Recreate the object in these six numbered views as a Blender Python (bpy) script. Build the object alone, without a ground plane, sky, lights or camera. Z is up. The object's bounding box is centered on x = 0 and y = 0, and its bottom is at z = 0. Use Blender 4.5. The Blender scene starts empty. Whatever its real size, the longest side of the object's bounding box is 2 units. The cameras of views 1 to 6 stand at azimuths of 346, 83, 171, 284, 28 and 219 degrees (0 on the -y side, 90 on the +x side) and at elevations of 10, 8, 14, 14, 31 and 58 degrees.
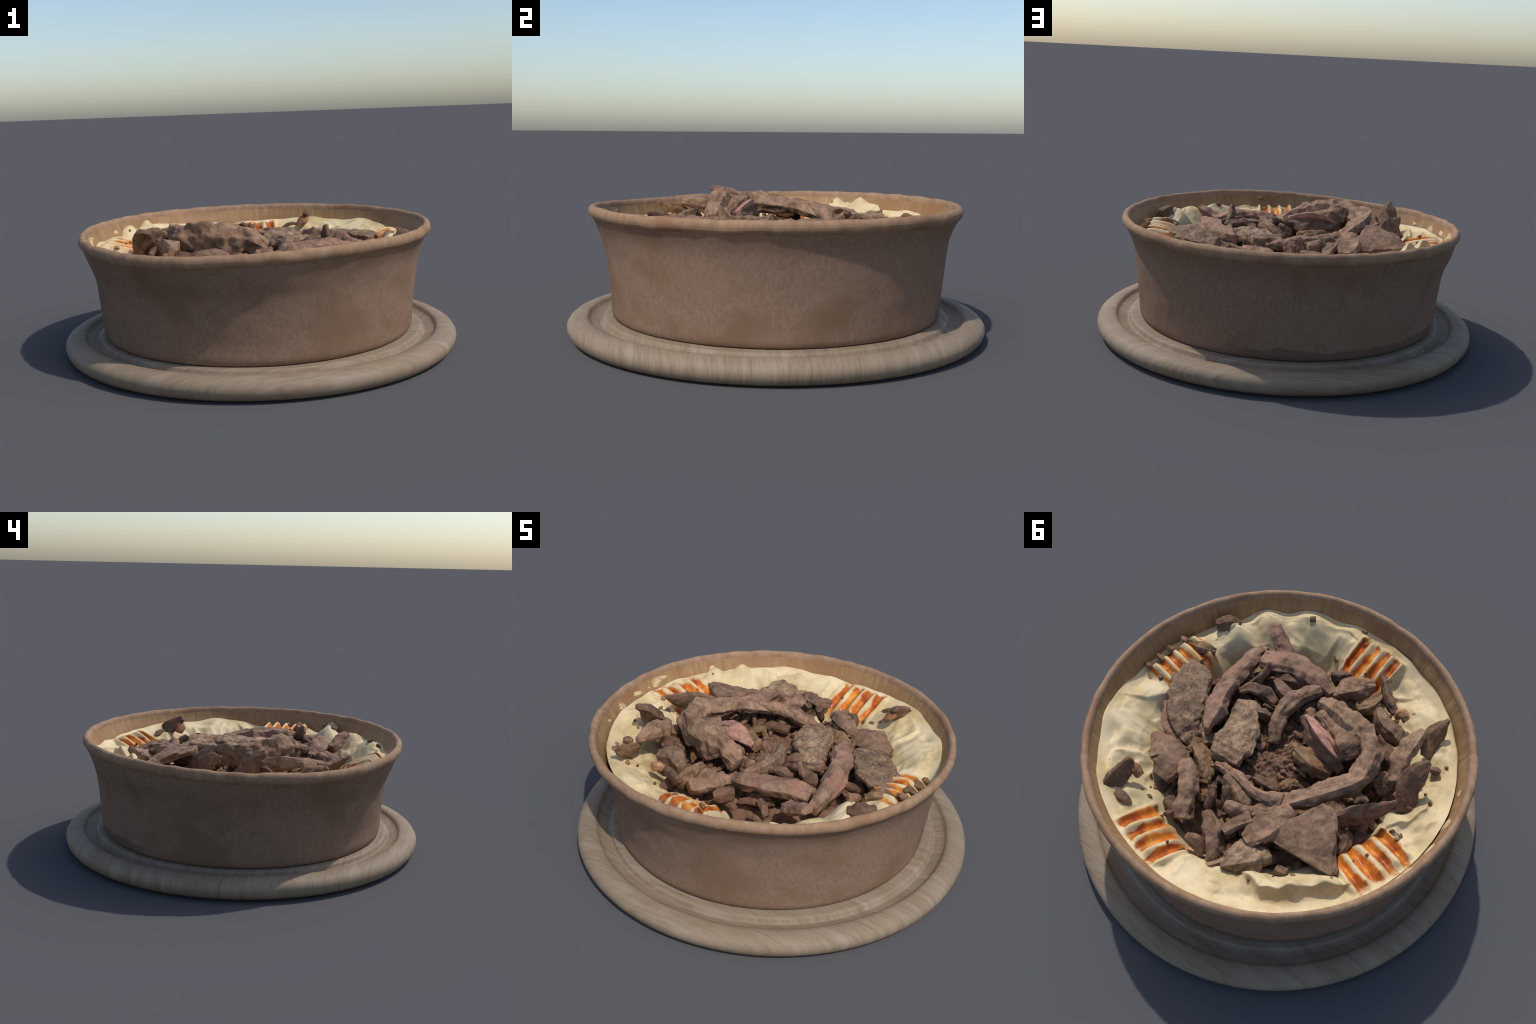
"""Kraft-paper bowl of hummus and shredded beef standing on a turned round wooden board."""
import bpy, bmesh, math
import numpy as np
from mathutils import Vector

CX, CY = -0.012, 0.0          # axis of the bowl (the board sits on x = y = 0)
RNG = np.random.default_rng(7)

# ------------------------------------------------------------------ noise
_perm = np.random.default_rng(11).permutation(256)
_perm = np.concatenate([_perm, _perm, _perm])
_grad = np.random.default_rng(12).normal(size=(256, 3))
_grad /= np.linalg.norm(_grad, axis=1)[:, None]


def perlin(p):
    p = np.asarray(p, float)
    i = np.floor(p).astype(int)
    f = p - i
    w = f * f * f * (f * (f * 6 - 15) + 10)
    i &= 255
    out = 0
    for dx in (0, 1):
        wx = w[..., 0] if dx else 1 - w[..., 0]
        for dy in (0, 1):
            wy = w[..., 1] if dy else 1 - w[..., 1]
            for dz in (0, 1):
                wz = w[..., 2] if dz else 1 - w[..., 2]
                h = _perm[_perm[_perm[(i[..., 0] + dx) & 255] + ((i[..., 1] + dy) & 255)] + ((i[..., 2] + dz) & 255)]
                g = _grad[h & 255]
                d = f - np.array([dx, dy, dz])
                out = out + wx * wy * wz * (g * d).sum(-1)
    return out * 1.6


def fbm(p, octaves=3, gain=0.5):
    p = np.asarray(p, float)
    s, a, o = 1.0, 1.0, 0
    for k in range(octaves):
        o = o + a * perlin(p * s + 17.3 * k)
        s *= 2.03
        a *= gain
    return o


def ridged(p, octaves=3):
    p = np.asarray(p, float)
    s, a, o = 1.0, 1.0, 0
    for k in range(octaves):
        o = o + a * (1 - 2 * np.abs(perlin(p * s + 9.1 * k)))
        s *= 2.1
        a *= 0.5
    return o


def smooth(e0, e1, x):
    t = np.clip((x - e0) / (e1 - e0), 0, 1)
    return t * t * (3 - 2 * t)


def crom(pts, n):
    """Catmull-Rom through the rows of pts, n samples."""
    P = np.asarray(pts, float)
    P = np.vstack([2 * P[0] - P[1], P, 2 * P[-1] - P[-2]])
    m = len(P) - 3
    t = np.linspace(0, m, n)
    i = np.minimum(t.astype(int), m - 1)
    f = (t - i)[:, None]
    a, b, c, d = P[i], P[i + 1], P[i + 2], P[i + 3]
    return 0.5 * (2 * b + (c - a) * f + (2 * a - 5 * b + 4 * c - d) * f ** 2 + (3 * b - a - 3 * c + d) * f ** 3)


# ------------------------------------------------------------------ scene helpers
def link(name, mesh, parent=None, mat=None):
    ob = bpy.data.objects.new(name, mesh)
    bpy.context.scene.collection.objects.link(ob)
    if mat:
        mesh.materials.append(mat)
    if parent:
        ob.parent = parent
        ob.matrix_parent_inverse = parent.matrix_world.inverted()
    return ob


def thing(name, loc, label, category):
    e = bpy.data.objects.new(name, None)
    e.location = loc
    e.empty_display_size = 0.1
    e["label"] = label
    e["category"] = category
    bpy.context.scene.collection.objects.link(e)
    bpy.context.view_layer.update()
    return e


def mesh_from(name, verts, faces, smooth_shade=True):
    me = bpy.data.meshes.new(name)
    me.from_pydata([tuple(v) for v in verts], [], [tuple(f) for f in faces])
    if smooth_shade:
        me.polygons.foreach_set("use_smooth", [True] * len(me.polygons))
    me.update()
    return me


def grid_faces(nu, nv, wrap_u=True):
    f = []
    for j in range(nv - 1):
        for i in range(nu if wrap_u else nu - 1):
            i2 = (i + 1) % nu
            f.append((j * nu + i, j * nu + i2, (j + 1) * nu + i2, (j + 1) * nu + i))
    return f


def resample(profile, step):
    P = np.asarray(profile, float)
    out = [P[0]]
    for a, b in zip(P[:-1], P[1:]):
        n = max(1, int(np.linalg.norm(b - a) / step))
        for k in range(1, n + 1):
            out.append(a + (b - a) * k / n)
    return np.array(out)


def revolve(profile, nu, centre, bump=None):
    """Lathe (r, z) rows round a vertical axis; bump(theta, r, z) -> (dr, dz)."""
    th = np.linspace(0, 2 * np.pi, nu, endpoint=False)
    R = np.repeat(profile[:, 0][:, None], nu, 1)
    Z = np.repeat(profile[:, 1][:, None], nu, 1)
    T = np.repeat(th[None, :], len(profile), 0)
    if bump:
        dr, dz = bump(T, R, Z)
        R, Z = R + dr, Z + dz
    v = np.stack([centre[0] + R * np.cos(T), centre[1] + R * np.sin(T), Z], -1)
    return v.reshape(-1, 3), grid_faces(nu, len(profile))


# ------------------------------------------------------------------ node helpers
class Mat:
    def __init__(self, name, rough=0.6, spec=0.3):
        self.m = bpy.data.materials.new(name)
        self.m.use_nodes = True
        self.t = self.m.node_tree
        self.b = self.t.nodes["Principled BSDF"]
        self.b.inputs["Roughness"].default_value = rough
        self.b.inputs["Specular IOR Level"].default_value = spec
        self.co = self.t.nodes.new("ShaderNodeTexCoord").outputs["Object"]

    def set(self, sock, v):
        if isinstance(v, bpy.types.NodeSocket):
            self.t.links.new(v, sock)
        else:
            sock.default_value = v

    def mapping(self, scale=(1, 1, 1), rot=(0, 0, 0), loc=(0, 0, 0), src=None):
        n = self.t.nodes.new("ShaderNodeMapping")
        n.inputs["Location"].default_value = loc
        n.inputs["Rotation"].default_value = rot
        n.inputs["Scale"].default_value = scale
        self.t.links.new(src or self.co, n.inputs["Vector"])
        return n.outputs[0]

    def noise(self, scale, detail=3.0, rough=0.55, src=None, dist=0.0):
        n = self.t.nodes.new("ShaderNodeTexNoise")
        n.inputs["Scale"].default_value = scale
        n.inputs["Detail"].default_value = detail
        n.inputs["Roughness"].default_value = rough
        n.inputs["Distortion"].default_value = dist
        self.t.links.new(src or self.co, n.inputs["Vector"])
        return n.outputs["Fac"]

    def voronoi(self, scale, src=None, out="Distance"):
        n = self.t.nodes.new("ShaderNodeTexVoronoi")
        n.inputs["Scale"].default_value = scale
        self.t.links.new(src or self.co, n.inputs["Vector"])
        return n.outputs[out]

    def math(self, op, a, b=0.0, clamp=False):
        n = self.t.nodes.new("ShaderNodeMath")
        n.operation = op
        n.use_clamp = clamp
        self.set(n.inputs[0], a)
        if op not in ("SINE", "COSINE", "ABSOLUTE", "SQRT", "FRACT"):
            self.set(n.inputs[1], b)
        return n.outputs[0]

    def step(self, x, e0, e1):
        """smoothstep from e0 to e1 (e0 may exceed e1)."""
        n = self.t.nodes.new("ShaderNodeMapRange")
        n.interpolation_type = "SMOOTHSTEP"
        lo, hi, a, b = (e0, e1, 0.0, 1.0) if e0 < e1 else (e1, e0, 1.0, 0.0)
        n.inputs["From Min"].default_value = lo
        n.inputs["From Max"].default_value = hi
        n.inputs["To Min"].default_value = a
        n.inputs["To Max"].default_value = b
        self.set(n.inputs["Value"], x)
        return n.outputs[0]

    def mix(self, fac, a, b, mode="MIX"):
        n = self.t.nodes.new("ShaderNodeMix")
        n.data_type = "RGBA"
        n.blend_type = mode
        for sock, v in ((n.inputs[0], fac), (n.inputs[6], a), (n.inputs[7], b)):
            if isinstance(v, tuple) and len(v) == 3:
                v = (*v, 1.0)
            self.set(sock, v)
        return n.outputs[2]

    def ramp(self, fac, stops):
        n = self.t.nodes.new("ShaderNodeValToRGB")
        el = n.color_ramp.elements
        while len(el) < len(stops):
            el.new(0.5)
        for e, (p, c) in zip(el, stops):
            e.position = p
            e.color = (*c, 1.0)
        self.set(n.inputs[0], fac)
        return n.outputs[0]

    def xyz(self, src=None):
        n = self.t.nodes.new("ShaderNodeSeparateXYZ")
        self.t.links.new(src or self.co, n.inputs[0])
        return n.outputs

    def combine(self, x, y, z):
        n = self.t.nodes.new("ShaderNodeCombineXYZ")
        for s, v in zip(n.inputs, (x, y, z)):
            self.set(s, v)
        return n.outputs[0]

    def bump(self, h, strength=0.3, dist=0.004):
        n = self.t.nodes.new("ShaderNodeBump")
        n.inputs["Strength"].default_value = strength
        n.inputs["Distance"].default_value = dist
        self.t.links.new(h, n.inputs["Height"])
        self.t.links.new(n.outputs[0], self.b.inputs["Normal"])

    def colour(self, c):
        self.set(self.b.inputs["Base Color"], c)
        return self.m

    def cylindrical(self, radius=0.8):
        """(arc length, height) coordinates round the bowl axis; seam at theta = 180 degrees is blended by noise in 3D."""
        x, y, z = self.xyz()
        x = self.math("ADD", x, -CX)
        n = self.t.nodes.new("ShaderNodeMath")
        n.operation = "ARCTAN2"
        self.t.links.new(y, n.inputs[0])
        self.t.links.new(x, n.inputs[1])
        return n.outputs[0], z


# ------------------------------------------------------------------ materials
def mat_wood():
    m = Mat("turned_beech", rough=0.6, spec=0.15)
    fine = m.noise(1.0, 5, 0.6, m.mapping((9, 120, 9), (0, 0, math.radians(32))), 0.4)
    broad = m.noise(1.0, 3, 0.5, m.mapping((2.0, 13, 2.0), (0, 0, math.radians(32))), 0.8)
    c = m.ramp(fine, [(0.3, (0.19, 0.136, 0.088)), (0.5, (0.242, 0.18, 0.122)), (0.7, (0.285, 0.218, 0.155))])
    c = m.mix(m.step(broad, 0.45, 0.75), c, (0.30, 0.235, 0.175))
    stain = m.step(m.noise(3.1, 3, 0.6), 0.60, 0.72)
    c = m.mix(m.math("MULTIPLY", stain, 0.35), c, (0.24, 0.16, 0.10))
    m.bump(fine, 0.15, 0.002)
    return m.colour(c)


def mat_kraft():
    m = Mat("kraft_paper", rough=0.85, spec=0.08)
    fibre = m.noise(1.0, 4, 0.65, m.mapping((70, 70, 45)))
    blotch = m.noise(3.2, 4, 0.55)
    c = m.ramp(fibre, [(0.3, (0.195, 0.120, 0.080)), (0.5, (0.232, 0.148, 0.101)), (0.7, (0.262, 0.174, 0.123))])
    c = m.mix(m.step(blotch, 0.48, 0.64), c, (0.200, 0.122, 0.076))
    c = m.mix(m.math("MULTIPLY", m.step(m.noise(4.5, 3, 0.6, m.mapping(loc=(5, 2, 1))), 0.50, 0.64), 0.5), c, (0.255, 0.158, 0.112))
    stain = m.step(m.noise(7.5, 4, 0.6), 0.66, 0.76)
    c = m.mix(m.math("MULTIPLY", stain, 0.5), c, (0.13, 0.078, 0.052))
    spots = m.step(m.noise(26, 2, 0.5), 0.74, 0.80)
    c = m.mix(m.math("MULTIPLY", spots, 0.35), c, (0.11, 0.065, 0.045))
    # dark band round the foot on the +y side, with a ragged upper edge
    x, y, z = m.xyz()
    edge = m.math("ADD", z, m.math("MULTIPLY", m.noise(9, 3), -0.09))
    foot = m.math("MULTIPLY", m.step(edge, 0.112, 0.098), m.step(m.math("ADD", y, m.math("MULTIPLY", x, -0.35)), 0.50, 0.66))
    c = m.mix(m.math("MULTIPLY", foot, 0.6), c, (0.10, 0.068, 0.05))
    m.bump(fibre, 0.25, 0.0025)
    return m.colour(c)


def mat_rim():
    m = Mat("rolled_kraft_rim", rough=0.75, spec=0.12)
    th, z = m.cylindrical()
    streak = m.noise(1.0, 3, 0.6, m.mapping((30, 30, 14)))
    big = m.noise(5, 3, 0.55)
    c = m.ramp(streak, [(0.3, (0.25, 0.15, 0.09)), (0.5, (0.295, 0.182, 0.11)), (0.7, (0.34, 0.22, 0.142))])
    c = m.mix(m.step(big, 0.5, 0.7), c, (0.25, 0.14, 0.08))
    m.bump(streak, 0.3, 0.003)
    return m.colour(c)


def mat_inner():
    m = Mat("greasy_kraft_lining", rough=0.55, spec=0.3)
    th, z = m.cylindrical()
    v = m.combine(m.math("MULTIPLY", th, 34), m.math("MULTIPLY", z, 5), 0.0)
    streak = m.noise(1.0, 4, 0.6, v)
    big = m.noise(4, 3, 0.5)
    c = m.ramp(streak, [(0.3, (0.245, 0.135, 0.056)), (0.5, (0.305, 0.178, 0.080)), (0.7, (0.37, 0.235, 0.120))])
    c = m.mix(m.step(big, 0.45, 0.68), c, (0.262, 0.135, 0.056))
    m.bump(streak, 0.2, 0.002)
    return m.colour(c)


# fork-drawn sauce fields: centre azimuth, lateral half width, inner/outer radius, groove count
# ... phase, level at the outer and at the inner end
SAUCE = [(163.0, 0.152, 0.568, 0.812, 4, 0.0, 0.545, 0.53), (77.5, 0.142, 0.595, 0.810, 4, 0.3, 0.528, 0.45),
         (-94.0, 0.128, 0.54, 0.790, 4, 0.6, 0.555, 0.465), (-8.0, 0.150, 0.58, 0.790, 5, 0.9, 0.555, 0.53)]


def mat_hummus():
    m = Mat("hummus_and_oil", rough=0.55, spec=0.2)
    wob = m.noise(9, 3, 0.5)
    fine = m.noise(60, 3, 0.6)
    tone = m.noise(5.5, 4, 0.6)
    c = m.ramp(tone, [(0.38, (0.51, 0.385, 0.195)), (0.5, (0.635, 0.495, 0.280)), (0.62, (0.70, 0.565, 0.345))])
    c = m.mix(m.math("MULTIPLY", m.step(m.noise(14, 3, 0.6), 0.56, 0.72), 0.55), c, (0.56, 0.44, 0.19))
    c = m.mix(m.math("MULTIPLY", fine, 0.12), c, (0.5, 0.40, 0.24))
    specks = m.step(m.noise(31, 1.5, 0.5), 0.755, 0.80)
    c = m.mix(m.math("MULTIPLY", specks, 0.8), c, (0.16, 0.075, 0.035))
    dots = m.math("MULTIPLY", m.step(m.voronoi(24), 0.11, 0.07), m.step(m.voronoi(24, out="Color"), 0.80, 0.86))
    c = m.mix(m.math("MULTIPLY", dots, 0.9), c, (0.11, 0.05, 0.03))
    total = None
    for az, hw, r0, r1, n, ph, z1, z0 in SAUCE:
        a = math.radians(az)
        v = m.mapping(rot=(0, 0, -a), loc=(-(CX * math.cos(-a) - CY * math.sin(-a)), -(CX * math.sin(-a) + CY * math.cos(-a)), 0))
        rr, b, _ = m.xyz(v)
        b2 = m.math("ADD", b, m.math("MULTIPLY", m.math("SUBTRACT", wob, 0.5), 0.05))
        r2 = m.math("ADD", rr, m.math("MULTIPLY", m.math("SUBTRACT", m.noise(22, 2), 0.5), 0.09))
        st = m.math("COSINE", m.math("MULTIPLY", b2, math.pi * n / hw))
        st = m.step(m.math("ADD", m.math("MULTIPLY", st, -1.0), m.math("MULTIPLY", m.math("SUBTRACT", m.noise(17, 3), 0.5), 1.6)), -0.85, -0.05)       # sauce lies in the grooves
        lat = m.step(m.math("ABSOLUTE", b2), hw + 0.004, hw - 0.012)
        rad = m.math("MULTIPLY", m.step(r2, r0 - 0.01, r0 + 0.035), m.step(r2, r1 + 0.006, r1 - 0.03))
        field = m.math("MULTIPLY", lat, rad)
        mask = m.math("MULTIPLY", field, st)
        orange = m.ramp(m.noise(11, 3, 0.6), [(0.34, (0.26, 0.05, 0.010)), (0.46, (0.47, 0.115, 0.016)), (0.56, (0.61, 0.20, 0.026)), (0.68, (0.68, 0.32, 0.07))])
        burnt = m.math("MULTIPLY", m.step(r2, r1 - 0.075, r1 - 0.02), 0.35 if az > 0 else 0.9)
        orange = m.mix(burnt, orange, (0.14, 0.05, 0.02))
        film = m.math("MULTIPLY", field, m.math("MULTIPLY", m.step(m.noise(12, 3), 0.40, 0.60), m.step(r2, r1 - 0.05, r0 + 0.05)))
        c = m.mix(m.math("MULTIPLY", film, 0.7), c, (0.62, 0.27, 0.055))
        c = m.mix(mask, c, orange)
        total = mask if total is None else m.math("ADD", total, mask)
    rg = m.math("SUBTRACT", 0.52, m.math("MULTIPLY", total, 0.2))
    m.t.links.new(rg, m.b.inputs["Roughness"])
    m.b.inputs["Subsurface Weight"].default_value = 0.0
    m.bump(m.noise(45, 3, 0.6), 0.12, 0.003)
    return m.colour(c)


def mat_meat(name, lo, mid, hi, spot, rose, rose_amt, mottle=0.35):
    m = Mat(name, rough=0.62, spec=0.14)
    geo = m.t.nodes.new("ShaderNodeNewGeometry").outputs["Position"]
    m.co = geo                                    # the pieces never move: one grain runs through the heap
    inf = m.t.nodes.new("ShaderNodeObjectInfo").outputs["Random"]
    base = m.noise(15, 5, 0.65, dist=0.6)
    fib = m.noise(1.0, 4, 0.62, m.mapping((130, 48, 80), (0.4, 0.3, 0.7)), 0.5)
    c = m.ramp(base, [(0.36, lo), (0.5, mid), (0.63, hi)])
    c = m.mix(m.math("MULTIPLY", m.step(m.noise(7, 3, 0.55), 0.47, 0.62), rose_amt), c, rose)
    c = m.mix(m.math("MULTIPLY", m.step(m.noise(9, 3, 0.6, m.mapping(loc=(3, 1, 2))), 0.52, 0.66), 0.35), c, (mid[0] * 0.95, mid[1] * 1.08, mid[2] * 1.0))
    c = m.mix(m.math("MULTIPLY", m.step(fib, 0.47, 0.34), mottle), c, lo)
    c = m.mix(m.math("MULTIPLY", m.step(fib, 0.54, 0.68), mottle), c, hi)
    sp = m.step(m.noise(55, 2, 0.55), 0.60, 0.68)
    c = m.mix(m.math("MULTIPLY", sp, 0.15 + 0.5 * mottle), c, spot)
    pit = m.step(m.noise(24, 2, 0.5), 0.66, 0.74)
    c = m.mix(m.math("MULTIPLY", pit, 0.45), c, spot)
    shade = m.math("ADD", 0.86, m.math("MULTIPLY", inf, 0.28))
    g = m.combine(shade, shade, shade)
    c = m.mix(1.0, c, g, "MULTIPLY")
    h = m.math("ADD", m.math("MULTIPLY", fib, 0.8), m.math("SUBTRACT", m.noise(80, 3, 0.6), m.math("MULTIPLY", sp, 0.3)))
    m.bump(h, 0.4, 0.004)
    return m.colour(c)


# ------------------------------------------------------------------ board
def build_board():
    e = thing("wooden_board", (0, 0, 0), "round turned pale wooden board with a ring groove", "board")
    prof = [(0.0, 0.0), (0.90, 0.0), (0.945, 0.001), (0.966, 0.006), (0.983, 0.018), (0.9935, 0.034), (0.9985, 0.052), (0.9965, 0.067),
            (0.988, 0.081), (0.973, 0.092), (0.951, 0.0995), (0.926, 0.103), (0.907, 0.102), (0.899, 0.098), (0.894, 0.088),
            (0.882, 0.080), (0.864, 0.076), (0.850, 0.071), (0.840, 0.068), (0.833, 0.072), (0.830, 0.088), (0.824, 0.0945), (0.70, 0.096), (0.0, 0.096)]
    p = resample(prof, 0.012)
    p = p[(p[:, 0] > 0.5) | (p[:, 0] == 0)]

    def bump(T, R, Z):
        q = np.stack([np.cos(T) * R * 3, np.sin(T) * R * 3, Z * 12], -1)
        n = fbm(q, 2) * smooth(0.6, 0.8, R)
        q2 = np.stack([np.cos(T) * 30, np.sin(T) * 30, Z * 30], -1)
        k = smooth(0.90, 0.94, R) * smooth(0.02, 0.06, Z)
        return n * 0.0012, (n * 0.0015 + perlin(q2) * 0.0008 * k) * smooth(0.01, 0.04, Z)
    v, f = revolve(p, 420, (0, 0), bump)
    me = mesh_from("wooden_board", v, f)
    link("turned_disc", me, e, mat_wood())
    return e


# ------------------------------------------------------------------ bowl
SEAM = (math.radians(-147.5), math.radians(-160.0))


def sag(az):
    """The rim droops where the paper is lapped."""
    d = (np.asarray(az) + 138.0 + 180.0) % 360.0 - 180.0
    return 0.028 * np.exp(-(d / np.where(d > 0, 42.0, 52.0)) ** 2)


def build_bowl():
    e = thing("paper_bowl", (CX, CY, 0.096), "brown kraft paper bowl with a rolled flaring rim", "bowl")
    outer = [(0.0, 0.0975), (0.770, 0.0975), (0.780, 0.099), (0.786, 0.105), (0.790, 0.125), (0.794, 0.175), (0.7985, 0.23), (0.8035, 0.29),
             (0.809, 0.35), (0.816, 0.405), (0.822, 0.445), (0.827, 0.472), (0.834, 0.497), (0.845, 0.525), (0.857, 0.549), (0.866, 0.566)]
    rim = [(0.866, 0.566), (0.8745, 0.573), (0.882, 0.583), (0.8855, 0.596), (0.884, 0.608), (0.878, 0.618), (0.869, 0.624), (0.860, 0.6235),
           (0.8525, 0.617), (0.848, 0.607), (0.8455, 0.595)]
    inner = [(0.8455, 0.595), (0.837, 0.572), (0.825, 0.548), (0.814, 0.522), (0.806, 0.49), (0.800, 0.45), (0.797, 0.40)]

    def bump(T, R, Z, outside=0.0):
        q = np.stack([np.cos(T) * 2.2, np.sin(T) * 2.2, Z * 4], -1)
        n = fbm(q, 3)
        k = smooth(0.11, 0.2, Z)
        q2 = np.stack([np.cos(T) * 9, np.sin(T) * 9, Z * 10], -1)
        q3 = np.stack([np.cos(T) * 22, np.sin(T) * 22, Z * 20], -1)
        lip = smooth(0.53, 0.59, Z)
        a = (T + np.pi) % (2 * np.pi) - np.pi
        lap = smooth(SEAM[1] - 0.01, SEAM[1], a) * (1 - smooth(SEAM[0], SEAM[0] + 0.01, a)) * smooth(0.50, 0.58, Z)
        side = np.where(R > 0.86, 1.0, -1.0)
        dr = (n * 0.003 + perlin(q2) * 0.0012) * k + (perlin(q2) * 0.0022 + perlin(q3) * 0.0009) * lip * side + lap * 0.0035 * side
        dz = (perlin(q2 + 5) * 0.0042 + perlin(q3 + 3) * 0.0009 + fbm(q + 8, 2) * 0.003) * lip + lap * 0.0035 * smooth(0.6, 0.62, Z)
        dip = sag(np.degrees(a)) * smooth(0.33, 0.58, Z)
        lean = np.exp(-(((np.degrees(a) + 110) / 55.0) ** 2)) * smooth(0.12, 0.2, Z) * (1 - smooth(0.40, 0.48, Z))
        d2 = (np.degrees(a) - 162 + 180) % 360 - 180
        d3 = (np.degrees(a) + 100 + 180) % 360 - 180
        bulge = (np.exp(-((d2 / 44.0) ** 2)) + 0.5 * np.exp(-((d3 / 28.0) ** 2))) * np.exp(-(((Z - 0.495) / 0.06) ** 2)) * outside
        return dr + 0.4 * dip - 0.005 * lean + 0.017 * bulge, dz - dip
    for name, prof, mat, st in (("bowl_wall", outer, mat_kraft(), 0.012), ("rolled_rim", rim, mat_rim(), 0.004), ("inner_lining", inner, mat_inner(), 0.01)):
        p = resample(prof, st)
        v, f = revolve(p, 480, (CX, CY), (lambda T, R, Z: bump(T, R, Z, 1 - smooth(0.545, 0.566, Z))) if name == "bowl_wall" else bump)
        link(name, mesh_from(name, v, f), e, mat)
    return e


# ------------------------------------------------------------------ hummus
# humps: x, y, radius, height
HUMPS = [(0.556, -0.380, 0.085, 0.085), (0.500, -0.550, 0.10, 0.070), (0.66, -0.24, 0.08, 0.04), (0.330, -0.680, 0.11, 0.045), (0.130, -0.720, 0.10, 0.035),
         (-0.618, -0.030, 0.075, 0.045), (-0.720, -0.120, 0.075, 0.025), (-0.500, 0.520, 0.07, 0.060), (-0.610, 0.420, 0.06, 0.040),
         (-0.345, 0.590, 0.06, 0.045), (-0.420, 0.580, 0.05, 0.035), (0.70, 0.36, 0.09, 0.020), (0.46, 0.60, 0.10, 0.025), (0.66, 0.10, 0.08, 0.025),
         (0.14, -0.57, 0.11, -0.055), (-0.27, -0.65, 0.13, -0.035), (-0.50, -0.50, 0.13, -0.022), (-0.62, -0.36, 0.09, -0.016), (0.0, 0.58, 0.09, -0.045), (0.48, 0.50, 0.09, -0.015), (0.57, 0.36, 0.09, 0.022), (0.27, 0.53, 0.07, 0.035), (0.35, 0.58, 0.06, 0.03),
         (-0.06, 0.66, 0.05, 0.02), (-0.30, 0.66, 0.15, 0.040), (-0.52, 0.42, 0.13, 0.04), (0.70, 0.25, 0.12, 0.018), (0.03, -0.57, 0.06, 0.03), (0.62, -0.18, 0.08, 0.03), (0.68, -0.05, 0.06, 0.03)]


# spooned ledges: crest polyline, height, width
LEDGES = [([(-0.31, 0.585), (-0.40, 0.605), (-0.49, 0.555), (-0.55, 0.50), (-0.645, 0.395)], 0.034, 0.030),
          ([(-0.645, 0.0), (-0.70, -0.06), (-0.735, -0.135), (-0.70, -0.20)], 0.024, 0.026),
          ([(0.58, -0.42), (0.53, -0.55), (0.42, -0.64), (0.32, -0.70), (0.14, -0.735)], 0.022, 0.035),
          ([(0.46, 0.41), (0.53, 0.43), (0.56, 0.50), (0.50, 0.58)], 0.022, 0.028),
          ([(0.72, 0.22), (0.64, 0.14), (0.60, 0.06)], 0.020, 0.03),
          ([(-0.10, -0.64), (-0.20, -0.58), (-0.26, -0.62)], 0.022, 0.03)]


def crest(x, y, line):
    """Distance to a polyline and the side it lies on."""
    best, sign = np.full(np.shape(x), 9.0), np.ones(np.shape(x))
    for (ax, ay), (bx, by) in zip(line[:-1], line[1:]):
        ux, uy = bx - ax, by - ay
        t = np.clip(((x - ax) * ux + (y - ay) * uy) / (ux * ux + uy * uy), 0, 1)
        d = np.hypot(x - ax - t * ux, y - ay - t * uy)
        c = ux * (y - ay) - uy * (x - ax)
        sign = np.where(d < best, np.sign(c), sign)
        best = np.minimum(d, best)
    return best, sign


# level of the hummus where it meets the lining: azimuth -> z
EDGE = [(-180, 0.527), (-160, 0.522), (-140, 0.518), (-110, 0.522), (-90, 0.522), (-65, 0.510), (-45, 0.504), (-17, 0.504), (5, 0.516), (30, 0.540),
        (60, 0.535), (90, 0.528), (120, 0.530), (150, 0.530), (180, 0.527)]


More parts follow.
